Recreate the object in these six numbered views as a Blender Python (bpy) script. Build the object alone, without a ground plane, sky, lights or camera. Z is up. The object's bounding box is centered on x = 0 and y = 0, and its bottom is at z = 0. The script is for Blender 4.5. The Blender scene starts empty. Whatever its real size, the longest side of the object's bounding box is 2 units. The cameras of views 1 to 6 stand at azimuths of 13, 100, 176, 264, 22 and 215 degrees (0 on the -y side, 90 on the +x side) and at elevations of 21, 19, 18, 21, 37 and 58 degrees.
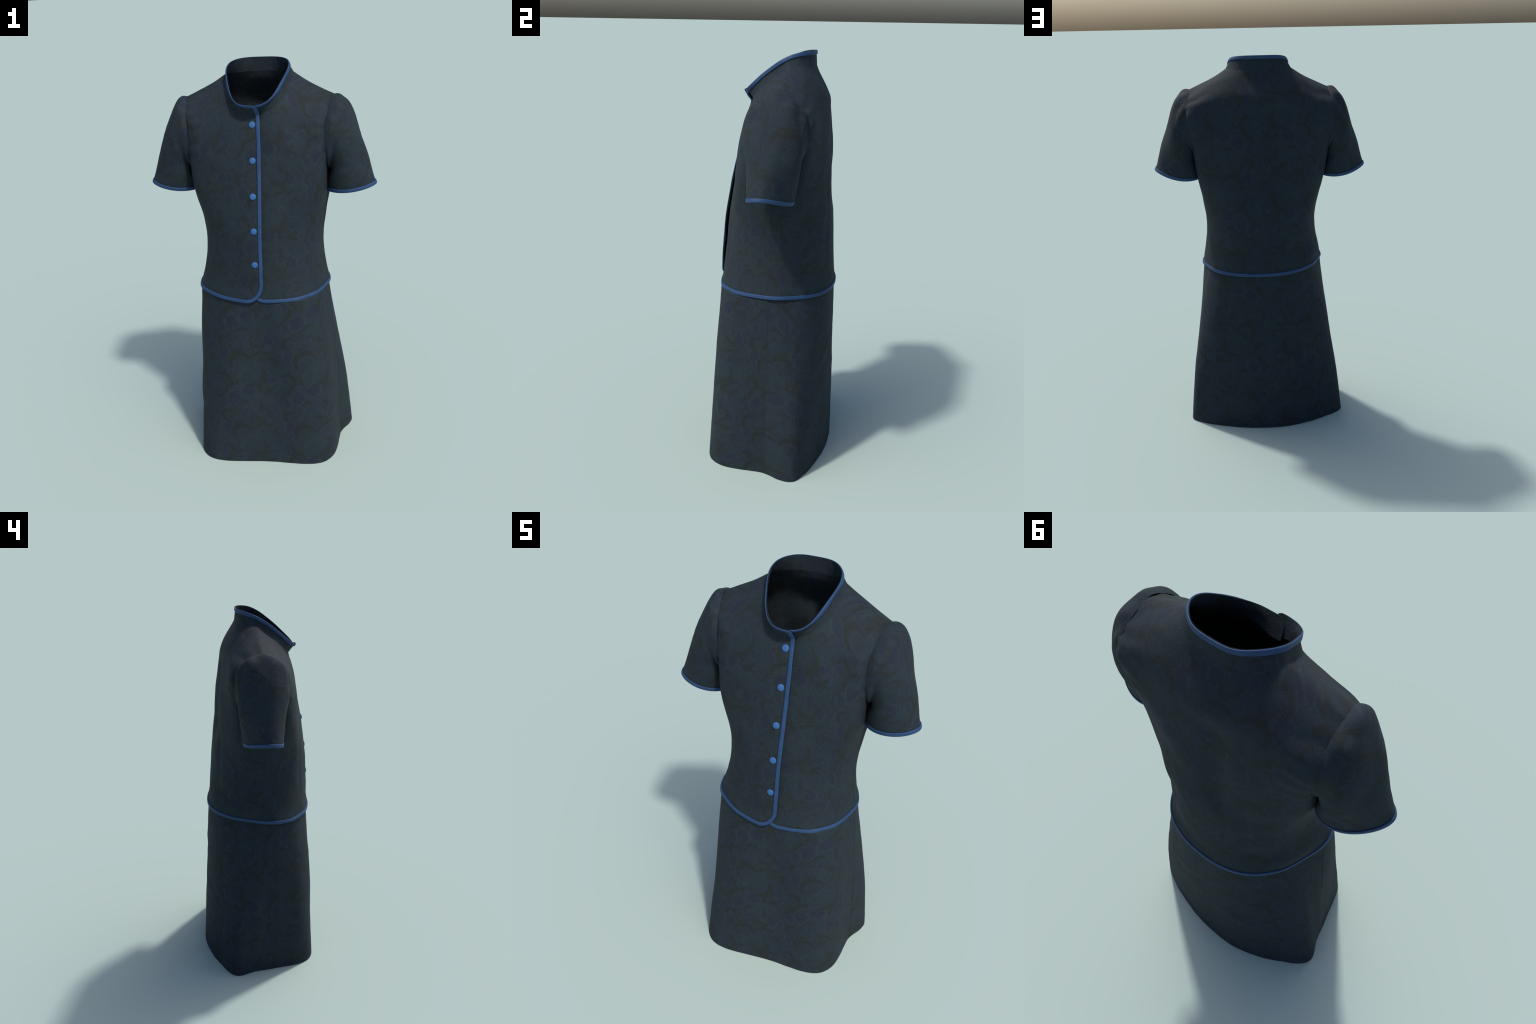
"""A woman's two-piece costume standing on its own: a short-sleeved, stand-collared jacket
with contrast binding and covered buttons, over a flared knee-length skirt."""
import bpy, math
import numpy as np
from mathutils import Vector, noise

# ------------------------------------------------------------------ splines
def spline_matrix(t, q, periodic=None):
    """Matrix that takes values at knots t to a natural (or periodic) cubic spline at q."""
    t = np.asarray(t, float); q = np.asarray(q, float); n = len(t)
    if periodic:
        k = 4 if n > 8 else n
        te = np.concatenate([t[-k:] - periodic, t, t[:k] + periodic])
        pick = np.concatenate([np.arange(n)[-k:], np.arange(n), np.arange(n)[:k]])
        q = (q - t[0]) % periodic + t[0]
    else:
        te, pick = t, np.arange(n)
    m = len(te); h = np.diff(te)
    A = np.zeros((m, m)); B = np.zeros((m, m)); A[0, 0] = A[-1, -1] = 1
    for i in range(1, m - 1):
        A[i, i - 1], A[i, i], A[i, i + 1] = h[i - 1], 2 * (h[i - 1] + h[i]), h[i]
        B[i, i - 1], B[i, i], B[i, i + 1] = 6 / h[i - 1], -6 / h[i - 1] - 6 / h[i], 6 / h[i]
    S = np.linalg.solve(A, B)                       # second derivatives
    i = np.clip(np.searchsorted(te, q, side="right") - 1, 0, m - 2)
    a = (te[i + 1] - q) / h[i]; b = 1 - a
    W = np.zeros((len(q), m)); r = np.arange(len(q))
    W[r, i] += a; W[r, i + 1] += b
    W += ((a**3 - a) * h[i]**2 / 6)[:, None] * S[i] + ((b**3 - b) * h[i]**2 / 6)[:, None] * S[i + 1]
    out = np.zeros((len(q), n))
    np.add.at(out.T, pick, W.T)
    return out

def curve(t, v, q):
    return spline_matrix(t, q) @ np.asarray(v, float)

def crumple(P, scale, stretch=(1, 1, 1)):
    """Soft random relief at points P, about -1 to 1."""
    s = np.array(stretch) * scale
    return np.array([noise.noise(Vector(p)) for p in (P * s).reshape(-1, 3)]).reshape(P.shape[:-1])

def smooth(a, b, x):
    k = np.clip((np.asarray(x, float) - a) / (b - a), 0, 1)
    return k * k * (3 - 2 * k)

def unit(v):
    return v / np.maximum(np.linalg.norm(v, axis=-1, keepdims=True), 1e-9)

def grid_normals(P):
    du = np.gradient(P, axis=0); dv = np.gradient(P, axis=1)
    return unit(np.cross(du, dv))

# ------------------------------------------------------------------ scene helpers
def new_mesh(name, verts, faces, mat, normals=None, parent=None, smooth_all=True):
    me = bpy.data.meshes.new(name)
    me.from_pydata([tuple(v) for v in verts], [], [tuple(f) for f in faces])
    me.polygons.foreach_set("use_smooth", [smooth_all] * len(me.polygons))
    me.materials.append(mat)
    if normals is not None:
        me.normals_split_custom_set_from_vertices([tuple(n) for n in normals])
    me.update()
    ob = bpy.data.objects.new(name, me)
    bpy.context.scene.collection.objects.link(ob)
    ob.parent = parent
    return ob

def top_level(name, label, category):
    ob = bpy.data.objects.new(name, None)
    ob.empty_display_size = 0.2
    bpy.context.scene.collection.objects.link(ob)
    ob["label"], ob["category"] = label, category
    return ob

def cloth(P, thick, pieces, mat, parent, flip=False, rim=(True, True, True, True), wrap=False, cut=None):
    """A cloth sheet from a grid of points P[column, row]: an outer face, a lining `thick` inside
    and rims along the free edges. pieces = [(name, first column, last column)], meeting vertex to vertex.
    rim = (first column, last column, first row, last row)."""
    N = grid_normals(P)
    if wrap:
        N[0] = N[-1] = unit(N[0] + N[-1])
    if flip:
        N = -N
    Q = P - N * thick
    nc, nr = P.shape[:2]
    obs = []
    for name, c0, c1 in pieces:
        k = c1 - c0 + 1
        idx = lambda c, r, s: s * k * nr + (c - c0) * nr + r
        verts = np.concatenate([P[c0:c1 + 1].reshape(-1, 3), Q[c0:c1 + 1].reshape(-1, 3)])
        norms = np.concatenate([N[c0:c1 + 1].reshape(-1, 3), -N[c0:c1 + 1].reshape(-1, 3)])
        faces = []
        for c in range(c0, c1):
            for r in range(nr - 1):
                if cut is not None and cut[c:c + 2, r:r + 2].all():
                    continue
                f = (idx(c, r, 0), idx(c + 1, r, 0), idx(c + 1, r + 1, 0), idx(c, r + 1, 0))
                g = (idx(c, r, 1), idx(c, r + 1, 1), idx(c + 1, r + 1, 1), idx(c + 1, r, 1))
                faces += [f[::-1], g[::-1]] if flip else [f, g]
        for r, on in ((0, rim[2]), (nr - 1, rim[3])):
            if on:
                faces += [(idx(c, r, 0), idx(c, r, 1), idx(c + 1, r, 1), idx(c + 1, r, 0)) for c in range(c0, c1)]
        for c, on in ((0, rim[0]), (nc - 1, rim[1])):
            if on and c0 <= c <= c1:
                faces += [(idx(c, r, 0), idx(c, r + 1, 0), idx(c, r + 1, 1), idx(c, r, 1)) for r in range(nr - 1)]
        obs.append(new_mesh(name, verts, faces, mat, norms, parent))
    return obs, N

def binding(name, path, out, nrm, mat, parent, width=0.0180, depth=0.0085, over=0.004, closed=False, k=14):
    """A folded strip sewn round a cloth edge. `out` points off the cloth, `nrm` off its face."""
    path, out, nrm = map(np.asarray, (path, out, nrm))
    n = len(path); a = np.linspace(0, 2 * np.pi, k, endpoint=False)
    ca = np.sign(np.cos(a)) * np.abs(np.cos(a)) ** 0.75; sa = np.sign(np.sin(a)) * np.abs(np.sin(a)) ** 0.6
    mid = path + out * (over - width / 2)
    V = mid[:, None] + out[:, None] * (ca * width / 2)[None, :, None] + nrm[:, None] * (sa * depth / 2)[None, :, None]
    faces = []
    for i in range(n if closed else n - 1):
        j = (i + 1) % n
        faces += [(i * k + m, i * k + (m + 1) % k, j * k + (m + 1) % k, j * k + m) for m in range(k)]
    if not closed:
        faces += [tuple(range(k))[::-1], tuple((n - 1) * k + m for m in range(k))]
    ob = new_mesh(name, V.reshape(-1, 3), faces, mat, None, parent)
    import bmesh
    bm = bmesh.new(); bm.from_mesh(ob.data); bmesh.ops.recalc_face_normals(bm, faces=bm.faces); bm.to_mesh(ob.data); bm.free()
    return ob

# ------------------------------------------------------------------ materials
class Nodes:
    def __init__(self, name):
        self.mat = bpy.data.materials.new(name); self.mat.use_nodes = True
        self.t = self.mat.node_tree
        self.bsdf = next(n for n in self.t.nodes if n.type == "BSDF_PRINCIPLED")
    def add(self, kind, **props):
        n = self.t.nodes.new(kind)
        for k, v in props.items():
            setattr(n, k, v)
        return n
    def link(self, a, b):
        if hasattr(a, "outputs"):
            a = a.outputs[0]
        if isinstance(a, (int, float)):
            b.default_value = a
        elif isinstance(a, tuple):
            b.default_value = a
        else:
            self.t.links.new(a, b)
    def m(self, op, *args, clamp=False):
        n = self.add("ShaderNodeMath", operation=op, use_clamp=clamp)
        for i, x in enumerate(args):
            self.link(x, n.inputs[i])
        return n.outputs[0]
    def step(self, x, lo, hi, a=0.0, b=1.0):
        n = self.add("ShaderNodeMapRange", interpolation_type="SMOOTHSTEP", clamp=True)
        for i, v in enumerate((x, lo, hi, a, b)):
            self.link(v, n.inputs[i])
        return n.outputs[0]
    def mix(self, f, a, b, blend="MIX"):
        n = self.add("ShaderNodeMix", data_type="RGBA", blend_type=blend)
        self.link(f, n.inputs[0])
        for v, s in ((a, n.inputs[6]), (b, n.inputs[7])):
            if isinstance(v, tuple):
                v = v + (1.0,) if len(v) == 3 else v
            self.link(v, s)
        return n.outputs[2]
    def noise(self, vec, scale, detail=3.0, rough=0.55, col=False):
        n = self.add("ShaderNodeTexNoise")
        self.link(vec, n.inputs["Vector"])
        n.inputs["Scale"].default_value = scale; n.inputs["Detail"].default_value = detail; n.inputs["Roughness"].default_value = rough
        return n.outputs[1 if col else 0]

def srgb(r, g, b):
    f = lambda c: (c / 255 / 12.92) if c <= 10.3 else ((c / 255 + 0.055) / 1.055) ** 2.4
    return (f(r), f(g), f(b))

def paisley_cloth(name):
    """Dark woven cloth with a tone-on-tone paisley. The print is laid along the cloth: across = distance
    round the body from the middle of the front or back, down = -z. One repeat is 1380 x 1740 print units
    of about a quarter of a millimetre; motifs below are placed in those units."""
    UNIT = .000233; RU, RV = 1380 * UNIT, 1740 * UNIT
    N = Nodes(name); m, step = N.m, N.step
    tc = N.add("ShaderNodeTexCoord").outputs["Object"]
    def place(label):
        n = N.add("ShaderNodeValue"); n.name = n.label = label
        return n.outputs[0]
    mid_y, turn, u0, v0, back_shift, crisp = map(place, ("mid_y", "turn", "u0", "v0", "back_shift", "crisp"))
    wob = N.add("ShaderNodeVectorMath", operation="MULTIPLY_ADD")
    N.link(N.noise(tc, 14.0, 3.0, .65, col=True), wob.inputs[0]); wob.inputs[1].default_value = (0.016,) * 3; N.link(tc, wob.inputs[2])
    jag = N.add("ShaderNodeVectorMath", operation="MULTIPLY_ADD")
    N.link(N.noise(tc, 75.0, 2.0, .6, col=True), jag.inputs[0]); jag.inputs[1].default_value = (0.009,) * 3; N.link(wob, jag.inputs[2])
    sep = N.add("ShaderNodeSeparateXYZ"); N.link(jag, sep.inputs[0])
    x, y, z = sep.outputs
    fromside = m("ABSOLUTE", m("SUBTRACT", y, mid_y))
    around = m("ADD", m("ABSOLUTE", x), m("MAXIMUM", m("SUBTRACT", turn, fromside), 0.0))
    back = m("GREATER_THAN", y, mid_y)
    u = m("ADD", m("MULTIPLY", m("SIGN", x), around), m("SUBTRACT", m("MULTIPLY", back, back_shift), u0))
    v = m("SUBTRACT", v0, z)

    def local(cx, cy, ang=0.0):
        du = m("WRAP", m("SUBTRACT", u, cx * UNIT), RU / 2, -RU / 2)
        dv = m("WRAP", m("SUBTRACT", v, cy * UNIT), RV / 2, -RV / 2)
        if not ang:
            return du, dv
        c, s = math.cos(math.radians(ang)), math.sin(math.radians(ang))
        return (m("ADD", m("MULTIPLY", du, c), m("MULTIPLY", dv, s)), m("SUBTRACT", m("MULTIPLY", dv, c), m("MULTIPLY", du, s)))
    def leaf(cx, cy, ang, w, h, bend=0.0, pear=0.0):
        """A pointed leaf of half width w and half length h; < 1 inside. bend curves its spine, pear swells one end."""
        w, h, bend = w * .88 * UNIT, h * 1.1 * UNIT, bend * UNIT
        a, b = local(cx, cy, ang)
        bb = m("MULTIPLY", b, 1 / h); b2 = m("MULTIPLY", bb, bb)
        a = m("ABSOLUTE", m("SUBTRACT", a, m("MULTIPLY", b2, bend)))
        wide = m("MAXIMUM", m("MULTIPLY_ADD", bb, pear * w, w), w * 0.1)
        return m("ADD", m("DIVIDE", a, wide), b2)
    def sickle(cx, cy, R, w, mid, half):
        """A scroll: part of a ring of radius R, `half` degrees to both sides of direction `mid`, tapering to its ends."""
        a, b = local(cx, cy, mid)
        rad = m("SQRT", m("ADD", m("MULTIPLY", a, a), m("MULTIPLY", b, b)))
        th = m("MULTIPLY", m("ARCTAN2", b, a), 1 / math.radians(half))
        wide = m("MAXIMUM", m("MULTIPLY", m("SUBTRACT", 1.0, m("MULTIPLY", th, th)), w * UNIT), 1e-5)
        return m("DIVIDE", m("ABSOLUTE", m("SUBTRACT", rad, R * UNIT)), wide)
    def curl(cx, cy, R, turns, hand=1, ang=0.0):
        R *= 1.2; a, b = local(cx, cy, ang)
        rad = m("SQRT", m("ADD", m("MULTIPLY", a, a), m("MULTIPLY", b, b)))
        th = m("ARCTAN2", b, m("MULTIPLY", a, hand))
        s = m("SINE", m("ADD", th, m("MULTIPLY", rad, turns * 6.283 / (R * UNIT))))
        return m("MULTIPLY", step(s, 0.5, 0.9), step(rad, R * UNIT * .9, R * UNIT, 1.0, 0.0))
    inside = lambda f, soft=0.14: step(f, 1.0 - soft, 1.0 + soft, 1.0, 0.0)
    rim = lambda f, at, w: m("MULTIPLY", step(f, at - w, at - w * 0.3), step(f, at + w * 0.3, at + w, 1.0, 0.0))
    def union(parts):
        out = parts[0]
        for p in parts[1:]:
            out = m("MAXIMUM", out, p)
        return out

    pods = [leaf(310, 90, 10, 110, 150, 20, -.3), leaf(500, 1110, 20, 140, 160, -30, -.25), leaf(815, 920, 0, 150, 140, 0, .35), leaf(340, 480, 10, 55, 70),
            leaf(550, 480, -10, 45, 60), leaf(240, 700, -30, 70, 95), leaf(1120, 960, 5, 50, 65), leaf(1290, 720, 75, 80, 130), leaf(1350, 880, 10, 45, 60),
            leaf(345, 290, -20, 50, 60), leaf(260, 1230, -20, 90, 120, 20), leaf(1060, 1330, 12, 60, 150, 30, .4), leaf(740, 1420, 25, 50, 70), leaf(1250, 1500, -12, 95, 130, 0, .3), leaf(60, 1520, 20, 60, 80)]
    drops = [leaf(900, 590, 0, 300, 260, -40, .35), leaf(1335, 640, -14, 130, 290, -30, .45), leaf(760, 1180, 60, 110, 220, 30, .4), leaf(650, 1540, -35, 120, 170, 30, .4)]
    darks = [sickle(650, 240, 200, 62, -120, 120), sickle(940, 590, 225, 70, 35, 95), sickle(1345, 250, 62, 30, -30, 170), sickle(540, 690, 58, 28, 40, 170),
             sickle(300, 650, 110, 42, -80, 85), leaf(400, 660, -35, 55, 150, 40), leaf(340, 890, 15, 40, 150, -50), leaf(430, 790, 60, 34, 150, 30),
             leaf(1040, 930, 15, 50, 90, 20), sickle(1080, 880, 120, 22, -75, 80), leaf(1030, 60, 70, 40, 200, 50), leaf(1260, 60, 60, 36, 120, -40),
             sickle(720, 1330, 130, 30, -100, 80), sickle(1180, 1250, 140, 26, 150, 80), leaf(1270, 920, 80, 30, 110, 30), leaf(200, 1080, 40, 40, 110, -40),
             sickle(1240, 1130, 150, 30, -80, 70), leaf(950, 1600, -50, 46, 150, 60), sickle(330, 1560, 120, 46, 200, 120), leaf(1130, 1650, 35, 36, 130, -40), leaf(560, 1690, 70, 34, 130, 30)]
    curls = [curl(1140, 215, 95, 1.5), curl(500, 1390, 110, 1.5, -1), curl(690, 260, 95, 2.2), curl(590, 1330, 60, 1.2), curl(890, 620, 110, 2.4, -1), curl(1200, 1010, 70, 1.5),
             curl(1160, 1440, 80, 1.5, -1), curl(470, 560, 60, 1.3), curl(300, 1000, 80, 1.6, -1), curl(880, 1700, 80, 1.5), curl(150, 1350, 70, 1.4), curl(430, 1640, 90, 1.6, -1)]
    pod, drop, dark = union([inside(f) for f in pods]), union([inside(f, .07) for f in drops]), union([inside(f, .42) for f in darks])
    line = union([rim(f, 1.3, .24) for f in pods] + [rim(f, 1.1, .12) for f in drops])
    core = union([rim(f, .62, .14) for f in drops] + [rim(f, .55, .2) for f in pods[:3]])
    wire = union(curls)

    flat = N.add("ShaderNodeCombineXYZ"); N.link(u, flat.inputs[0]); N.link(v, flat.inputs[1])
    fil = m("SINE", m("MULTIPLY", N.noise(flat, 17.0, 2.0), 50.0))
    fil = m("MULTIPLY", step(fil, 0.35, .95), step(N.noise(flat, 12.0, 1.0), .42, .6))
    con = m("SINE", m("MULTIPLY", N.noise(flat, 24.0, 2.0), 60.0))                   # light wiry veins
    vein = m("MULTIPLY", step(con, 0.55, 1.0), step(N.noise(flat, 15.0, 1.0), .46, .62))
    blot = step(N.noise(tc, 26.0, 4.0, .65), .38, .62)
    moss = step(N.noise(flat, 34.0, 4.0, .65), .50, .68)
    patch = step(N.noise(flat, 9.0, 3.0), .44, .62)
    rgb = lambda r, g, b: srgb(r, g, b)
    slate, teal, plum, olive, pale = rgb(30, 42, 51), rgb(25, 42, 50), rgb(24, 33, 50), rgb(25, 31, 28), rgb(40, 51, 60)
    col = N.mix(blot, slate, teal)
    col = N.mix(m("MULTIPLY", patch, .40), col, plum)
    col = N.mix(m("MULTIPLY", moss, .36), col, olive)
    col = N.mix(m("MULTIPLY", fil, .55), col, olive)
    col = N.mix(m("MULTIPLY", vein, .50), col, pale)
    col = N.mix(m("MULTIPLY", drop, .45), col, teal)
    col = N.mix(m("MULTIPLY", core, .40), col, plum)
    col = N.mix(m("MULTIPLY", line, .42), col, pale)
    col = N.mix(m("MULTIPLY", pod, m("MULTIPLY", crisp, .78)), col, plum)
    col = N.mix(m("MULTIPLY", wire, m("MULTIPLY", crisp, .75)), col, olive)
    col = N.mix(m("MULTIPLY", dark, m("MULTIPLY", crisp, .78)), col, olive)
    st = N.add("ShaderNodeMapping"); st.inputs["Scale"].default_value = (1.0, 1.0, 0.22); N.link(tc, st.inputs[0])
    weave = N.noise(st, 300.0, 2.0, .6)
    fleck = N.noise(tc, 110.0, 3.0, .65)
    col = N.mix(step(weave, .25, .75, .0, .35), col, rgb(17, 21, 24))
    col = N.mix(step(fleck, .45, .75, .0, .25), col, pale)
    N.link(col, N.bsdf.inputs["Base Color"])
    N.bsdf.inputs["Roughness"].default_value = 0.82
    N.bsdf.inputs["Specular IOR Level"].default_value = 0.30
    nap = m("ADD", m("MULTIPLY", weave, .5), m("MULTIPLY", N.noise(tc, 240.0, 3.0, .7), .9))
    bump = N.add("ShaderNodeBump"); bump.inputs["Strength"].default_value = 0.5; bump.inputs["Distance"].default_value = 0.005
    N.link(nap, bump.inputs["Height"]); N.link(bump, N.bsdf.inputs["Normal"])
    return N.mat

def plain_cloth(name, rgb, var=0.12, rough=0.6):
    N = Nodes(name)
    tc = N.add("ShaderNodeTexCoord").outputs["Object"]
    n = N.noise(tc, 40.0, 3.0); w = N.noise(tc, 420.0, 2.0)
    c = srgb(*rgb)
    col = N.mix(N.step(n, .3, .7), tuple(k * (1 - var) for k in c), tuple(k * (1 + var) for k in c))
    N.link(col, N.bsdf.inputs["Base Color"])
    N.bsdf.inputs["Roughness"].default_value = rough
    N.bsdf.inputs["Specular IOR Level"].default_value = 0.35
    bump = N.add("ShaderNodeBump"); bump.inputs["Strength"].default_value = 0.2; bump.inputs["Distance"].default_value = 0.001
    N.link(w, bump.inputs["Height"]); N.link(bump, N.bsdf.inputs["Normal"])
    return N.mat

def placed(mat, name, **values):
    """The same print, laid on another piece of cloth."""
    mat = mat.copy(); mat.name = name
    for k, val in values.items():
        mat.node_tree.nodes[k].outputs[0].default_value = val
    return mat
PRINT = paisley_cloth("paisley_cloth")
BODY_CLOTH = placed(PRINT, "paisley_jacket_cloth", mid_y=.03, turn=.16, u0=-.107, v0=1.853, back_shift=.20, crisp=.92)
SKIRT_CLOTH = placed(PRINT, "paisley_skirt_cloth", mid_y=.02, turn=.17, u0=-.226, v0=.646, back_shift=.12, crisp=1.0)
SLEEVE_CLOTH = placed(PRINT, "paisley_sleeve_cloth", mid_y=0, turn=.06, u0=.028, v0=.108, back_shift=.12, crisp=.92)
BLUE = plain_cloth("blue_binding_cloth", (30, 60, 98), 0.08, 0.65)
BUTTON_BLUE = plain_cloth("blue_button_cloth", (46, 90, 142), 0.03, 0.7)

# outline of the jacket hem from above, counter-clockwise from the middle of the front
HIP = np.array([(0, -.255), (.075, -.249), (.17, -.227), (.216, -.204), (.278, -.141), (.316, -.050), (.331, .030), (.320, .105), (.262, .220), (.18, .280),
                (.09, .305), (-.015, .311), (-.1, .299), (-.15, .280), (-.195, .252), (-.237, .211), (-.276, .151), (-.306, .075), (-.328, .0),
                (-.315, -.094), (-.270, -.158), (-.19, -.215), (-.105, -.248), (-.035, -.258)])

# ================================================================== SKIRT
skirt = top_level("skirt", "dark paisley flared skirt with side seams", "skirt")
# hem outline on the floor, counter-clockwise from the middle of the front (+x first)
HEM = np.array([(0, -.294), (.08, -.288), (.17, -.286), (.25, -.280), (.305, -.264), (.345, -.231), (.370, -.182), (.381, -.115),
                (.383, -.045), (.390, .028), (.414, .080), (.433, .130), (.429, .186), (.390, .216), (.32, .250), (.245, .275),
                (.16, .299), (.08, .312), (0, .318), (-.10, .314), (-.18, .294), (-.25, .270), (-.335, .226), (-.403, .185),
                (-.431, .141), (-.416, .085), (-.396, .038), (-.384, -.020), (-.366, -.095), (-.348, -.178), (-.320, -.254),
                (-.275, -.297), (-.20, -.316), (-.10, -.308)])
# the same stations where the skirt leaves the jacket
ang = np.concatenate([np.linspace(0, .5, 10), np.linspace(.5, 1, 10)[1:], np.linspace(-1, -.5, 9)[1:], np.linspace(-.5, 0, 9)[1:-1]])
def oval(a, rx, yf, yb, yc, p):
    """A flattened oval: a = -1..1 half turns from the front."""
    c, s = np.cos(np.pi * a), np.sin(np.pi * a)
    k = (np.abs(s) ** p + np.abs(c) ** p) ** (-1 / p)
    return np.stack([rx * s * k, yc - np.where(c > 0, yc - yf, yb - yc) * c * k], -1)
def stations(ringpts, corners, counts):
    """Spread stations evenly between the given corner points of a closed outline."""
    n = len(ringpts); t = np.concatenate([[0], np.cumsum(np.linalg.norm(np.diff(np.vstack([ringpts, ringpts[:1]]), axis=0), axis=1))])
    q = []
    for (i, j), k in zip(corners, counts):
        q += list(np.linspace(t[i], t[j], k, endpoint=False))
    return spline_matrix(t[:-1], q, t[-1]) @ ringpts
theta = np.arctan2(HIP[:, 0], -HIP[:, 1])
HIP_FULL = HIP * (1 + (np.where(theta > 0, .050, .012) * np.where(np.abs(theta) < np.pi / 2, np.sin(2 * theta) ** 2, 0))[:, None] * np.array([1, .45]))      # fuller front corners
TOP = stations(HIP_FULL, [(0, 6), (6, 11), (11, 18), (18, 24)], [9, 9, 8, 8]) * np.array([.981, .978]) + np.array([.001, .0006])
WAIST = oval(ang, .262, -.180, .245, .03, 2.1)
nz, ns = 60, 260
st = np.concatenate([[0], np.cumsum(np.linalg.norm(np.diff(np.vstack([HEM, HEM[:1]]), axis=0), axis=1))])
per = st[-1]; seam_r, seam_l = st[9], st[26]
near = np.array([-.005, -.0025, .0025, .005])
qs = np.unique(np.concatenate([seam_r + near[2:], seam_l + near, seam_r + per + near[:2], np.linspace(seam_r, seam_l, ns // 2), np.linspace(seam_l, seam_r + per, ns // 2)]))
W = spline_matrix(st[:-1], qs, per)
rows = []
for z in np.concatenate([[0.0, .004], np.linspace(.012, 1.02, nz)]):
    if z <= .9:
        k = z / .9; ring = HEM * (1 - k) + TOP * k
        ring = ring * (1 + np.sin(np.pi * k) * np.stack([np.where(ring[:, 0] > 0, .030, .014) + np.where(ring[:, 0] > 0, .012, .028) * smooth(.04, .12, ring[:, 1]), np.full(len(ring), .005)], -1))
    else:
        k = np.sin(min((z - .9) / .12, 1) * np.pi / 2); ring = TOP * (1 - k) + WAIST * k
    p = W @ ring
    rows.append(np.column_stack([p, np.full(len(p), z)]))
P = np.array(rows).transpose(1, 0, 2)
# slack diagonal drags across the back and a soft pull at the front
th = np.linspace(0, 1, len(P))[:, None]
zz = P[..., 2]
N0 = grid_normals(P)
def drag(cx, cz, dx, dz, wid, amp, back):
    L = math.hypot(dx, dz); a = ((P[..., 0] - cx) * dx + (zz - cz) * dz) / L; b = (-(P[..., 0] - cx) * dz + (zz - cz) * dx) / L
    side = (P[..., 1] > .05) if back else (P[..., 1] < -.05)
    return amp * np.exp(-(a / (L / 2)) ** 2 - (b / wid) ** 2) * side
disp = (drag(.12, .55, .35, -.22, .02, -.003, True) + drag(.15, .60, .35, -.20, .02, .003, True) + drag(-.1, .42, .4, .12, .03, .002, True)
        + drag(.05, .62, .5, -.06, .03, .002, False)
        + np.where(P[..., 1] < 0, np.exp(-((zz - .52) / .25) ** 2) * (.009 * np.exp(-((P[..., 0] + .14) / .07) ** 2) - .015 * np.exp(-((P[..., 0] - .06) / .07) ** 2)), 0)
        + .014 * (P[..., 0] < -.2) * np.exp(-((P[..., 1] - .042) / .035) ** 2) * smooth(.0, .2, zz) * (1 - smooth(.35, .85, zz)) + .0015 * np.sin(9 * zz + 14 * P[..., 0]) * smooth(.1, .4, zz) * (1 - smooth(.7, .9, zz)))
for c in (0, int(np.argmin(np.abs(qs - seam_l))), len(P) - 1):        # stitched side seams
    disp[c] += .0013
    for d in (1, -1):
        if 0 <= c + d < len(P):
            disp[c + d] -= .0008
disp = disp + .0014 * crumple(P, 9, (1, 1, .45)) + .0010 * crumple(P, 26, (1, 1, .6))
P = P + N0 * disp[..., None]
split = int(np.argmin(np.abs(qs - seam_l)))
cloth(P, .004, [("back_panel", 0, split), ("front_panel", split, len(P) - 1)], SKIRT_CLOTH, skirt, rim=(False, False, True, True), wrap=True)

# ================================================================== JACKET
jacket = top_level("jacket", "dark paisley short-sleeved jacket with blue binding and buttons", "jacket")
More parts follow.
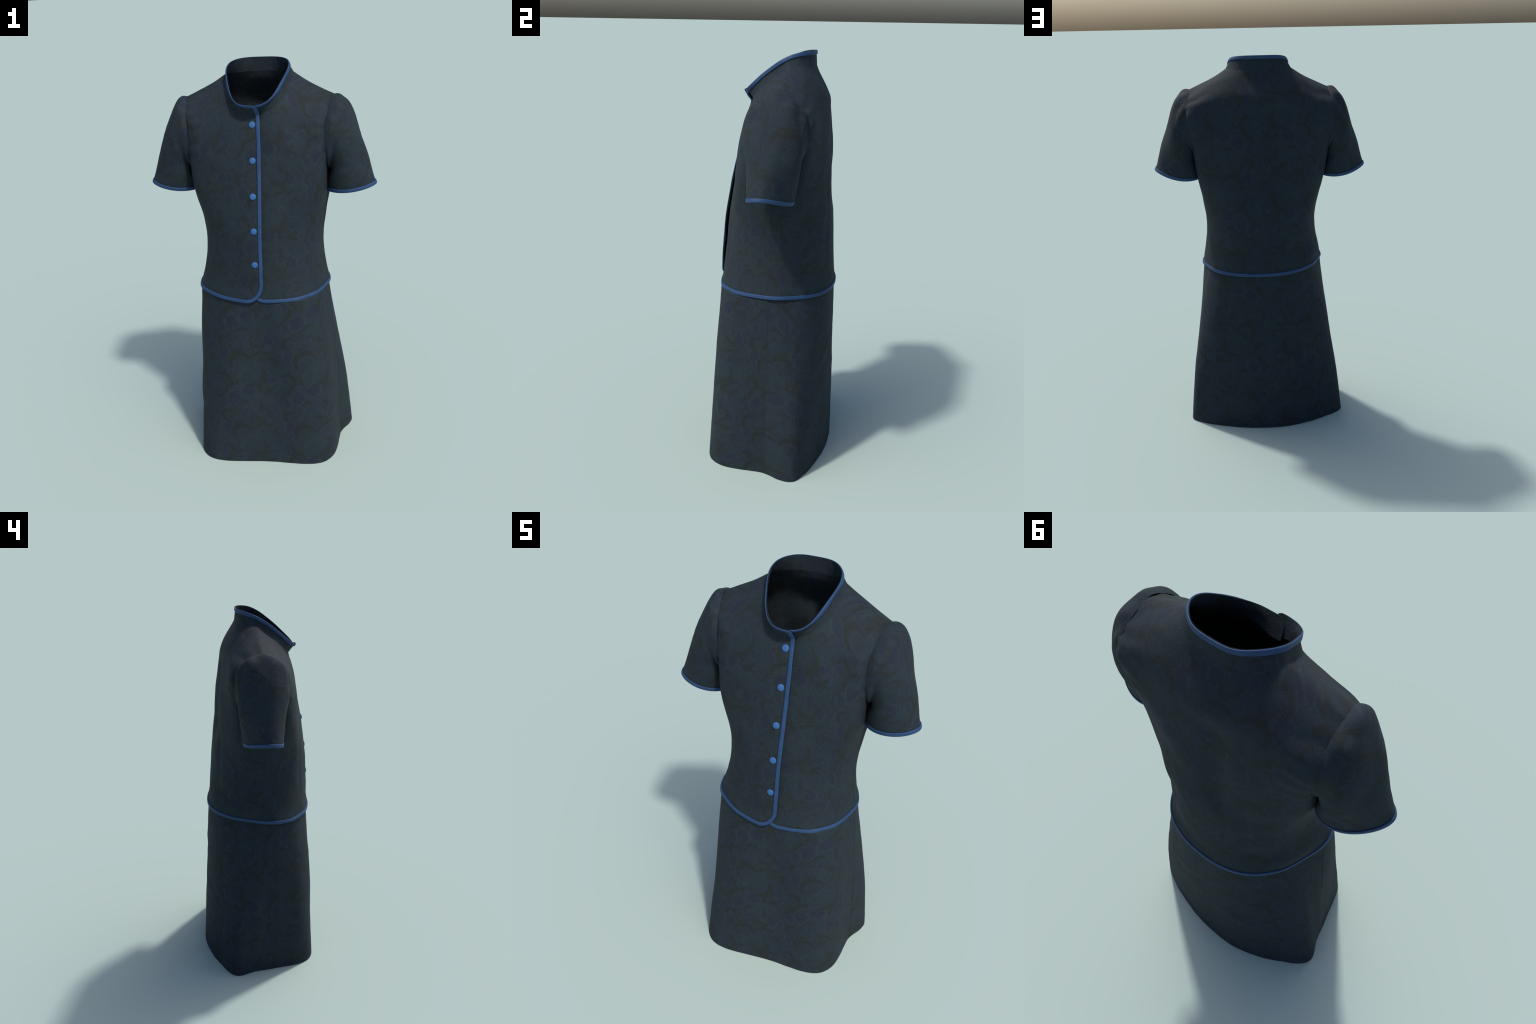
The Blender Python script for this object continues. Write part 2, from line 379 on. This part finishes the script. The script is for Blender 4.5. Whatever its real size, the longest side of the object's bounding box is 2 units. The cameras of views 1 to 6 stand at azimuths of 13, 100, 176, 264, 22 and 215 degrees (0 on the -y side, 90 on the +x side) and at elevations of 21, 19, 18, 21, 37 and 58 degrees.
# Nine stations from the middle of the front round the +x side to the middle of the back.
U = np.array([0, .12, .22, .33, .46, .59, .72, .84, .96])
BODY = [  # (v, stations); v is the distance up the cloth
    (.00, [(0, -.252, .897), (.12, -.240, .899), (.218, -.198, .902), (.291, -.108, .905), (.327, .02, .908), (.298, .135, .907), (.222, .235, .904), (.113, .290, .901), (0, .305, .900)]),
    (.10, [(0, -.243, 1.0), (.118, -.224, 1.0), (.205, -.180, 1.0), (.276, -.100, 1.0), (.311, .025, 1.0), (.288, .138, 1.0), (.214, .234, 1.0), (.108, .286, 1.0), (0, .300, 1.0)]),
    (.24, [(0, -.230, 1.14), (.115, -.210, 1.14), (.197, -.167, 1.14), (.264, -.090, 1.14), (.298, .03, 1.14), (.276, .138, 1.14), (.206, .230, 1.14), (.105, .279, 1.14), (0, .292, 1.14)]),
    (.40, [(0, -.209, 1.3), (.117, -.192, 1.3), (.208, -.158, 1.3), (.288, -.082, 1.3), (.317, .035, 1.3), (.304, .148, 1.3), (.218, .227, 1.3), (.110, .272, 1.3), (0, .283, 1.3)]),
    (.54, [(0, -.183, 1.44), (.12, -.170, 1.44), (.222, -.151, 1.44), (.313, -.086, 1.44), (.328, .050, 1.44), (.333, .156, 1.44), (.240, .226, 1.44), (.118, .266, 1.44), (0, .275, 1.44)]),
    (.66, [(0, -.160, 1.56), (.12, -.154, 1.56), (.232, -.134, 1.56), (.325, -.076, 1.56), (.327, .05, 1.56), (.349, .176, 1.56), (.250, .230, 1.56), (.122, .264, 1.56), (0, .270, 1.56)]),
    (.78, [(0, -.135, 1.67), (.115, -.136, 1.67), (.226, -.112, 1.67), (.330, -.074, 1.67), (.330, .055, 1.67), (.370, .194, 1.685), (.262, .231, 1.68), (.122, .254, 1.68), (0, .265, 1.68)]),
    (.88, [(0, -.118, 1.727), (.106, -.113, 1.74), (.216, -.086, 1.755), (.335, -.056, 1.752), (.343, .055, 1.77), (.373, .183, 1.752), (.252, .214, 1.785), (.118, .236, 1.795), (0, .249, 1.795)]),
    (.95, [(0, -.111, 1.746), (.097, -.100, 1.77), (.195, -.062, 1.80), (.341, -.012, 1.802), (.356, .062, 1.833), (.362, .140, 1.800), (.220, .192, 1.835), (.112, .214, 1.848), (0, .221, 1.850)]),
    (1.04, [(0, -.107, 1.757), (.093, -.095, 1.788), (.168, -.037, 1.836), (.222, .028, 1.874), (.250, .075, 1.884), (.232, .132, 1.880), (.172, .168, 1.892), (.094, .187, 1.900), (0, .191, 1.900)]),
    (1.08, [(0, -.105, 1.763), (.091, -.092, 1.796), (.154, -.035, 1.844), (.187, .030, 1.888), (.199, .076, 1.911), (.189, .121, 1.912), (.147, .157, 1.914), (.080, .180, 1.918), (0, .184, 1.918)]),
    (1.11, [(0, -.104, 1.767), (.090, -.091, 1.802), (.145, -.035, 1.849), (.160, .031, 1.899), (.166, .075, 1.931), (.158, .114, 1.935), (.128, .150, 1.933), (.070, .174, 1.934), (0, .180, 1.934)]),
]
# keep the shoulder straight right up to the armhole edge
edge_row, mid_row = next(i for i, (t, _) in enumerate(BODY) if t == .95), next(i for i, (t, _) in enumerate(BODY) if t == 1.04)
lo, hi = np.array(BODY[edge_row][1]), np.array(BODY[mid_row][1])
BODY[mid_row:mid_row] = [(.95 + .09 * f, [tuple(p) for p in lo * (1 - f) + hi * f]) for f in (.14, .5)]
COLLAR = [  # (v, stations) rising from the neck seam (the last row of BODY) to the bound top edge
    (1.11, BODY[-1][1]),
    (1.14, [(0, -.125, 1.795), (.079, -.104, 1.824), (.129, -.042, 1.873), (.147, .022, 1.916), (.156, .070, 1.946), (.147, .108, 1.956), (.115, .145, 1.960), (.065, .172, 1.963), (0, .178, 1.963)]),
    (1.17, [(0, -.145, 1.819), (.079, -.120, 1.838), (.115, -.060, 1.889), (.138, .002, 1.937), (.146, .050, 1.967), (.136, .096, 1.987), (.104, .141, 1.997), (.060, .170, 2.000), (0, .175, 2.000)]),
]
def full(stations):
    """Mirror the nine stations into a closed ring of sixteen, u from -0.96 to 0.96."""
    s = np.array(stations)
    left = s[7:0:-1] * np.array([-1, 1, 1]); mid = s
    return np.concatenate([mid, left])
UU = np.concatenate([U, 1.92 - U[7:0:-1]])

def surface(table, u, v):
    """Points at paired arrays u (columns) and v (columns x rows)."""
    tv = np.array([t for t, _ in table]); ctrl = np.array([full(s) for _, s in table])     # rows x 16 x 3
    Wu = spline_matrix(UU, u, 1.92)
    cols = np.einsum("cu,rud->crd", Wu, ctrl)
    out = np.empty(v.shape + (3,))
    for c in range(len(u)):
        out[c] = spline_matrix(tv, v[c]) @ cols[c]
    return out

E_R, E_L = .043, .030            # how far the fronts reach past the middle: right (over), left (under)
half = np.concatenate([np.linspace(0, 1, 26)[:-1] ** 1.8 * .16, np.linspace(.16, .46 + E_R, 22)])
u_r = E_R - half                                                     # right front, edge to side seam (u = -.46)
u_b = np.linspace(-.46, -1.46, 71)                                   # back, side seam to side seam (u = +.46 = -1.46)
halfl = np.concatenate([np.linspace(0, 1, 26)[:-1] ** 1.8 * .16, np.linspace(.16, .46 + E_L, 22)])
u_l = -1.92 - E_L + halfl[::-1]
near = np.array([.005, .0025])
u_r = np.concatenate([u_r[:-1], -.46 + near, [-.46]]); u_b = np.concatenate([[-.46], -.46 - near[::-1], u_b[1:-1], -1.46 + near, [-1.46]]); u_l = np.concatenate([[-1.46], -1.46 - near[::-1], u_l[1:]])
u = np.concatenate([u_r, u_b[1:], u_l[1:]])
k1, k2 = len(u_r) - 1, len(u_r) + len(u_b) - 2
from_r = np.abs(E_R - u); from_l = np.abs(u - (-1.92 - E_L))

def corner(d, r):
    """How much a rounded corner of radius r takes off at distance d from the edge."""
    d = np.minimum(d, r)
    return r - np.sqrt(np.maximum(r * r - (r - d) ** 2, 0))

def lap(P, u, z):
    """Lift the right front over the left one, more so where it gapes between waist and bust."""
    N = -grid_normals(P)
    gape = .006 * smooth(.93, 1.06, z) * (1 - smooth(1.36, 1.5, z))
    up = (.006 + gape) * (1 - smooth(.03, .20, from_r))[:, None]
    down = (.006 + .6 * gape) * (1 - smooth(.03, .16, from_l))[:, None]
    return P + N * (up - down)[..., None]

ROWS = 112
vb = np.maximum(corner(from_r, .085), corner(from_l, .08))
t = np.linspace(0, 1, ROWS)
v = vb[:, None] * (1 - t)[None] ** 2.0 + (1.11 * t)[None]
P = surface(BODY, u, v)
P[..., 2] = np.maximum(P[..., 2], .85)
# the hem swings out to the hip outline
base = surface(BODY, u, np.zeros((len(u), 1)))[:, 0, :2]
ctr = np.array([0, .03])
hipd = spline_matrix(np.arange(24), np.linspace(0, 24, 481)[:-1], 24) @ HIP - ctr
ho = np.argsort(np.arctan2(hipd[:, 0], -hipd[:, 1])); ha = np.arctan2(hipd[:, 0], -hipd[:, 1])[ho]; hr = np.linalg.norm(hipd, axis=1)[ho]
d0 = base - ctr
grow = np.interp(np.arctan2(d0[:, 0], -d0[:, 1]), ha, hr, period=2 * np.pi) / np.linalg.norm(d0, axis=1)
fall = (1 - smooth(.895, .985, P[..., 2])) * (grow * .997 - 1)[:, None]
P[..., :2] += (P[..., :2] - ctr) * fall[..., None]
P[..., 2] -= .004 * (1 - smooth(.9, .96, P[..., 2]))
Pj = lap(P, u, P[..., 2])
# soft vertical dart folds and a few drag lines
NJ = -grid_normals(Pj)
z, x, y = Pj[..., 2], Pj[..., 0], Pj[..., 1]
front = 1 - smooth(-.05, .05, y)
dart = (-.004 * np.exp(-((np.abs(x) - .17) / .018) ** 2) * front * smooth(.95, 1.1, z) * (1 - smooth(1.30, 1.46, z))
        - .004 * np.exp(-((np.abs(x) - .15) / .02) ** 2) * (1 - front) * smooth(.95, 1.1, z) * (1 - smooth(1.36, 1.56, z))
        + .003 * np.sin(z * 34 + x * 11) * (1 - front) * np.exp(-((z - 1.30) / .12) ** 2) * np.exp(-((np.abs(x) - .2) / .09) ** 2)
        + .0015 * np.sin(z * 23 - np.abs(x) * 19) * smooth(1.0, 1.2, z) * (1 - smooth(1.6, 1.75, z)))
# puckers where the sleeves are eased into the armholes, and a general slight crumple
rr = np.hypot(y - .055, (z - 1.67) * 1.05); aa = np.arctan2(y - .055, z - 1.67)
pucker = .0022 * np.sin(15 * aa + 3 * crumple(Pj, 10)) * np.exp(-((rr - .17) / .03) ** 2) * smooth(.24, .29, np.abs(x)) * smooth(1.5, 1.6, z)
dart = dart + pucker + (.0025 * crumple(Pj, 9, (1, 1, .5)) + .0012 * crumple(Pj, 24, (1, 1, .7))) * (1 - smooth(1.74, 1.84, z) * .6)
Pj = Pj + NJ * dart[..., None]
# it hangs a little twisted: fuller at the back on one side, hollow along the spine and on the other side
bump = lambda a, c, w: np.exp(-((a - c) / w) ** 2)
for c in (k1, k2):                                                 # stitched side seams
    low = z[c] < 1.5
    Pj[c, low] += NJ[c, low] * .0010
    Pj[c - 1, low] -= NJ[c - 1, low] * .0005; Pj[c + 1, low] -= NJ[c + 1, low] * .0005
isback = smooth(.02, .12, y)
Pj[..., 1] += isback * (-.022 * bump(x, -.21, .09) * bump(z, 1.03, .08) - .010 * bump(x, .25, .06) * bump(z, 1.02, .07)
                        - .022 * bump(x, -.045, .06) * smooth(1.24, 1.40, z) * (1 - smooth(1.68, 1.80, z))
                        + .013 * bump(x, .16, .09) * smooth(.98, 1.12, z) * (1 - .8 * smooth(1.34, 1.5, z)) * (1 - smooth(1.62, 1.74, z)) - .009 * bump(x, -.20, .06) * bump(z, 1.24, .12))
Pj[..., 0] += (1 - smooth(-.3, -.15, x)) * (.010 * bump(z, 1.2, .2) + .006 * smooth(-.05, .1, y) * bump(z, 1.08, .12))
ARC = np.linspace(0, 2 * np.pi, 17)[:-1]
SEAM = np.array([(.354, .055, 1.8355), (.354, .102, 1.824), (.358, .147, 1.799), (.363, .186, 1.759), (.364, .197, 1.695), (.356, .193, 1.625),
                 (.343, .160, 1.546), (.335, .100, 1.514), (.331, .05, 1.508), (.330, .005, 1.516), (.327, -.042, 1.545), (.325, -.073, 1.605),
                 (.325, -.080, 1.675), (.331, -.060, 1.748), (.339, -.026, 1.793), (.347, .015, 1.826)])
hole = spline_matrix(ARC, np.linspace(0, 2 * np.pi, 80)[:-1], 2 * np.pi) @ ((SEAM[:, 1:] - [.055, 1.67]) * .93 + [.055, 1.67])
def inside_loop(loop, a, b):
    """Even-odd test of points (a, b) against a closed loop."""
    odd = np.zeros(a.shape, bool)
    for (x0, y0), (x1, y1) in zip(loop, np.roll(loop, -1, 0)):
        odd ^= ((y0 > b) != (y1 > b)) & (a < (x1 - x0) * (b - y0) / (y1 - y0 + 1e-12) + x0)
    return odd
armhole = inside_loop(hole, Pj[..., 1], Pj[..., 2]) & (np.abs(Pj[..., 0]) > .27)
body_obs, NB = cloth(Pj, .0035, [("front_panel", 0, k1), ("back_panel", k1, k2), ("front_panel", k2, len(u) - 1)], BODY_CLOTH, jacket, flip=True, rim=(True, True, True, False), cut=armhole)

# ---- stand collar
CROWS = 22
tc_ = np.linspace(0, 1, CROWS)
vt = 1.17 - np.maximum(corner(from_r, .032), corner(from_l, .045))
vc = 1.11 + (vt - 1.11)[:, None] * tc_[None]
Pc = surface(COLLAR, u, vc)
# the lap moves the collar exactly as it moves the body edge below it
shift = Pj[:, -1] - surface(COLLAR, u, vc[:, :1])[:, 0]
Pc = Pc + shift[:, None]
collar_obs, NC = cloth(Pc, .0035, [("collar", 0, len(u) - 1)], BODY_CLOTH, jacket, flip=True, rim=(True, True, False, True))

# ---- binding: collar top, right front edge, hem, as one strip
def outward(P, N, path):
    tang = unit(np.gradient(path, axis=0))
    return tang
path = np.concatenate([Pc[::-1, -1], Pc[0, ::-1][1:], Pj[0, ::-1][1:], Pj[1:, 0]])
norm = np.concatenate([NC[::-1, -1], NC[0, ::-1][1:], NB[0, ::-1][1:], NB[1:, 0]])
def resample(p, n, step=.006):
    d = np.concatenate([[0], np.cumsum(np.linalg.norm(np.diff(p, axis=0), axis=1))])
    keep = np.concatenate([[True], np.diff(d) > 1e-5]); p, n, d = p[keep], n[keep], d[keep]
    q = np.linspace(0, d[-1], int(d[-1] / step))
    f = lambda a: np.stack([np.interp(q, d, a[:, i]) for i in range(3)], -1)
    p, n = f(p), f(n)
    for _ in range(3):
        p[1:-1] = (p[:-2] + 2 * p[1:-1] + p[2:]) / 4; n[1:-1] = (n[:-2] + 2 * n[1:-1] + n[2:]) / 4
    return p, unit(n)
path, norm = resample(path, norm)
tang = unit(np.gradient(path, axis=0))
out = unit(np.cross(norm, tang))
ref = np.array([0, 0, 1.0])
if out[20] @ ref < 0:
    out = -out
binding("edge_binding", path + norm * .002, out, norm, BLUE, jacket, depth=.006, over=.0005)

# ---- sleeves
def ring(O, I, cy, b, skew=.018, push=0.0, sq=2.0, dip=0.0):
    """A sleeve section through outer point O and inner point I (x, z), half as deep as b in y. The outer
    side sits further forward than the inner side by twice `skew`; the back half stands `push` further out."""
    O, I = np.array(O), np.array(I); c, s = np.cos(ARC), np.sin(ARC)
    k = (np.abs(c) ** sq + np.abs(s) ** sq) ** (-1 / sq)
    mid, e = (O + I) / 2, (O - I) / 2
    y = cy - skew * c * k + b * s * k - .35 * skew * np.sin(2 * ARC)
    return np.stack([mid[0] + e[0] * c * k - .6 * dip * np.sin(2 * ARC) + push * np.maximum(s, 0) * smooth(-.95, .1, c), y,
                     mid[1] + e[1] * c * k - .004 * s + dip * np.cos(2 * ARC) - .55 * dip], -1)
CAP = np.array([(.371, .055, 1.8375), (.372, .103, 1.826), (.376, .147, 1.800), (.380, .181, 1.758), (.381, .193, 1.693), (.372, .188, 1.622),
                (.354, .153, 1.540), (.341, .10, 1.503), (.336, .05, 1.495), (.335, .002, 1.503), (.335, -.045, 1.535), (.338, -.075, 1.600),
                (.342, -.084, 1.675), (.350, -.068, 1.749), (.361, -.034, 1.796), (.368, .010, 1.828)])
SLEEVE = [(0.0, SEAM), (.016, CAP),
          (.055, ring((.405, 1.815), (.340, 1.490), .053, .131, .003, .036, 2.0)),
          (.10, ring((.436, 1.763), (.340, 1.474), .053, .128, .006, .034, 1.95)),
          (.19, ring((.474, 1.672), (.331, 1.452), .052, .120, .010, .026, 1.93)),
          (.29, ring((.512, 1.562), (.319, 1.420), .050, .108, .014, .018, 1.95)),
          (.37, ring((.538, 1.478), (.317, 1.394), .048, .099, .018, .006, dip=.004)),
          (.424, ring((.557, 1.420), (.317, 1.383), .046, .092, .018, dip=.0076))]
def build_sleeve(sign):
    tq = np.concatenate([[0, .003, .007, .012], np.linspace(.016, .424, 64)])
    aq = np.linspace(0, 2 * np.pi, 97)
    Wv = spline_matrix([t for t, _ in SLEEVE], tq)
    Wa = spline_matrix(ARC, aq[:-1], 2 * np.pi)
    C = np.array([r for _, r in SLEEVE])
    P = np.einsum("ak,vkd,tv->atd", Wa, C, Wv)
    P = np.concatenate([P, P[:1]])
    # gathers of the puffed head and soft drags lower down
    N = grid_normals(P); T = tq[None]; A = aq[:, None]
    gath = .0055 * np.cos(A * 9 + .6) * np.exp(-((T - .035) / .028) ** 2) * (.35 + .65 * np.exp(-((A - .9) / .7) ** 2)) * (1 - smooth(1.9, 2.6, np.minimum(A, 2 * np.pi - A)))
    pull = .003 * np.cos(A * 3 - T * 20) * np.exp(-((T - .2) / .12) ** 2)
    rough = (.0020 * crumple(P, 11) + .0010 * crumple(P, 30)) * smooth(.01, .04, T) * (1 - smooth(.38, .42, T))
    P = P - N * (gath + pull + rough)[..., None]
    frame_o = np.array([.43, .05, 1.60])
    P[..., 0] *= sign
    origin = frame_o * np.array([sign, 1, 1])
    return P, origin
for sign in (1, -1):
    P, origin = build_sleeve(sign)
    flip = np.sum(grid_normals(P)[:, 30] * (P[:, 30] - P[:, 30].mean(0))) < 0
    (ob,), NS = cloth(P - origin, .0035, [("sleeve", 0, len(P) - 1)], SLEEVE_CLOTH, jacket, flip=bool(flip), rim=(False, False, False, True), wrap=True)
    ob.location = origin
    edge, en = P[:-1, -1], NS[:-1, -1]
    eo = unit(P[:-1, -1] - P[:-1, -3])
    binding("sleeve_binding", edge - origin + en * .0018, eo, en, BLUE, ob, closed=True, depth=.0055, over=.002)

# ---- covered buttons down the right front
def button_mesh():
    prof = [(0, .0072), (.006, .0071), (.0105, .0066), (.0136, .0054), (.0153, .0032), (.0155, .0010), (.0145, -.001), (.010, -.002), (0, -.002)]
    k = 28; verts = []; faces = []
    for r, h in prof:
        verts += [(r * math.cos(a), r * math.sin(a), h) for a in np.linspace(0, 2 * math.pi, k, endpoint=False)]
    for i in range(len(prof) - 1):
        faces += [(i * k + j, i * k + (j + 1) % k, (i + 1) * k + (j + 1) % k, (i + 1) * k + j) for j in range(k)]
    return verts, [f[::-1] for f in faces]
bv, bf = button_mesh()
first = None
for zb, xb in ((1.728, .000), (1.570, .003), (1.410, .005), (1.249, .007), (1.088, .008)):
    d = (Pj[:k1, :, 0] - xb) ** 2 + (Pj[:k1, :, 2] - zb) ** 2
    i, j = np.unravel_index(np.argmin(d), d.shape)
    n = Vector(NB[i, j])
    if first is None:
        ob = first = new_mesh("button", bv, bf, BUTTON_BLUE, None, jacket)
    else:
        ob = first.copy(); bpy.context.scene.collection.objects.link(ob)
    ob.location = (xb, Pj[i, j, 1] + .0015, zb)
    ob.rotation_euler = n.to_track_quat("Z", "Y").to_euler()
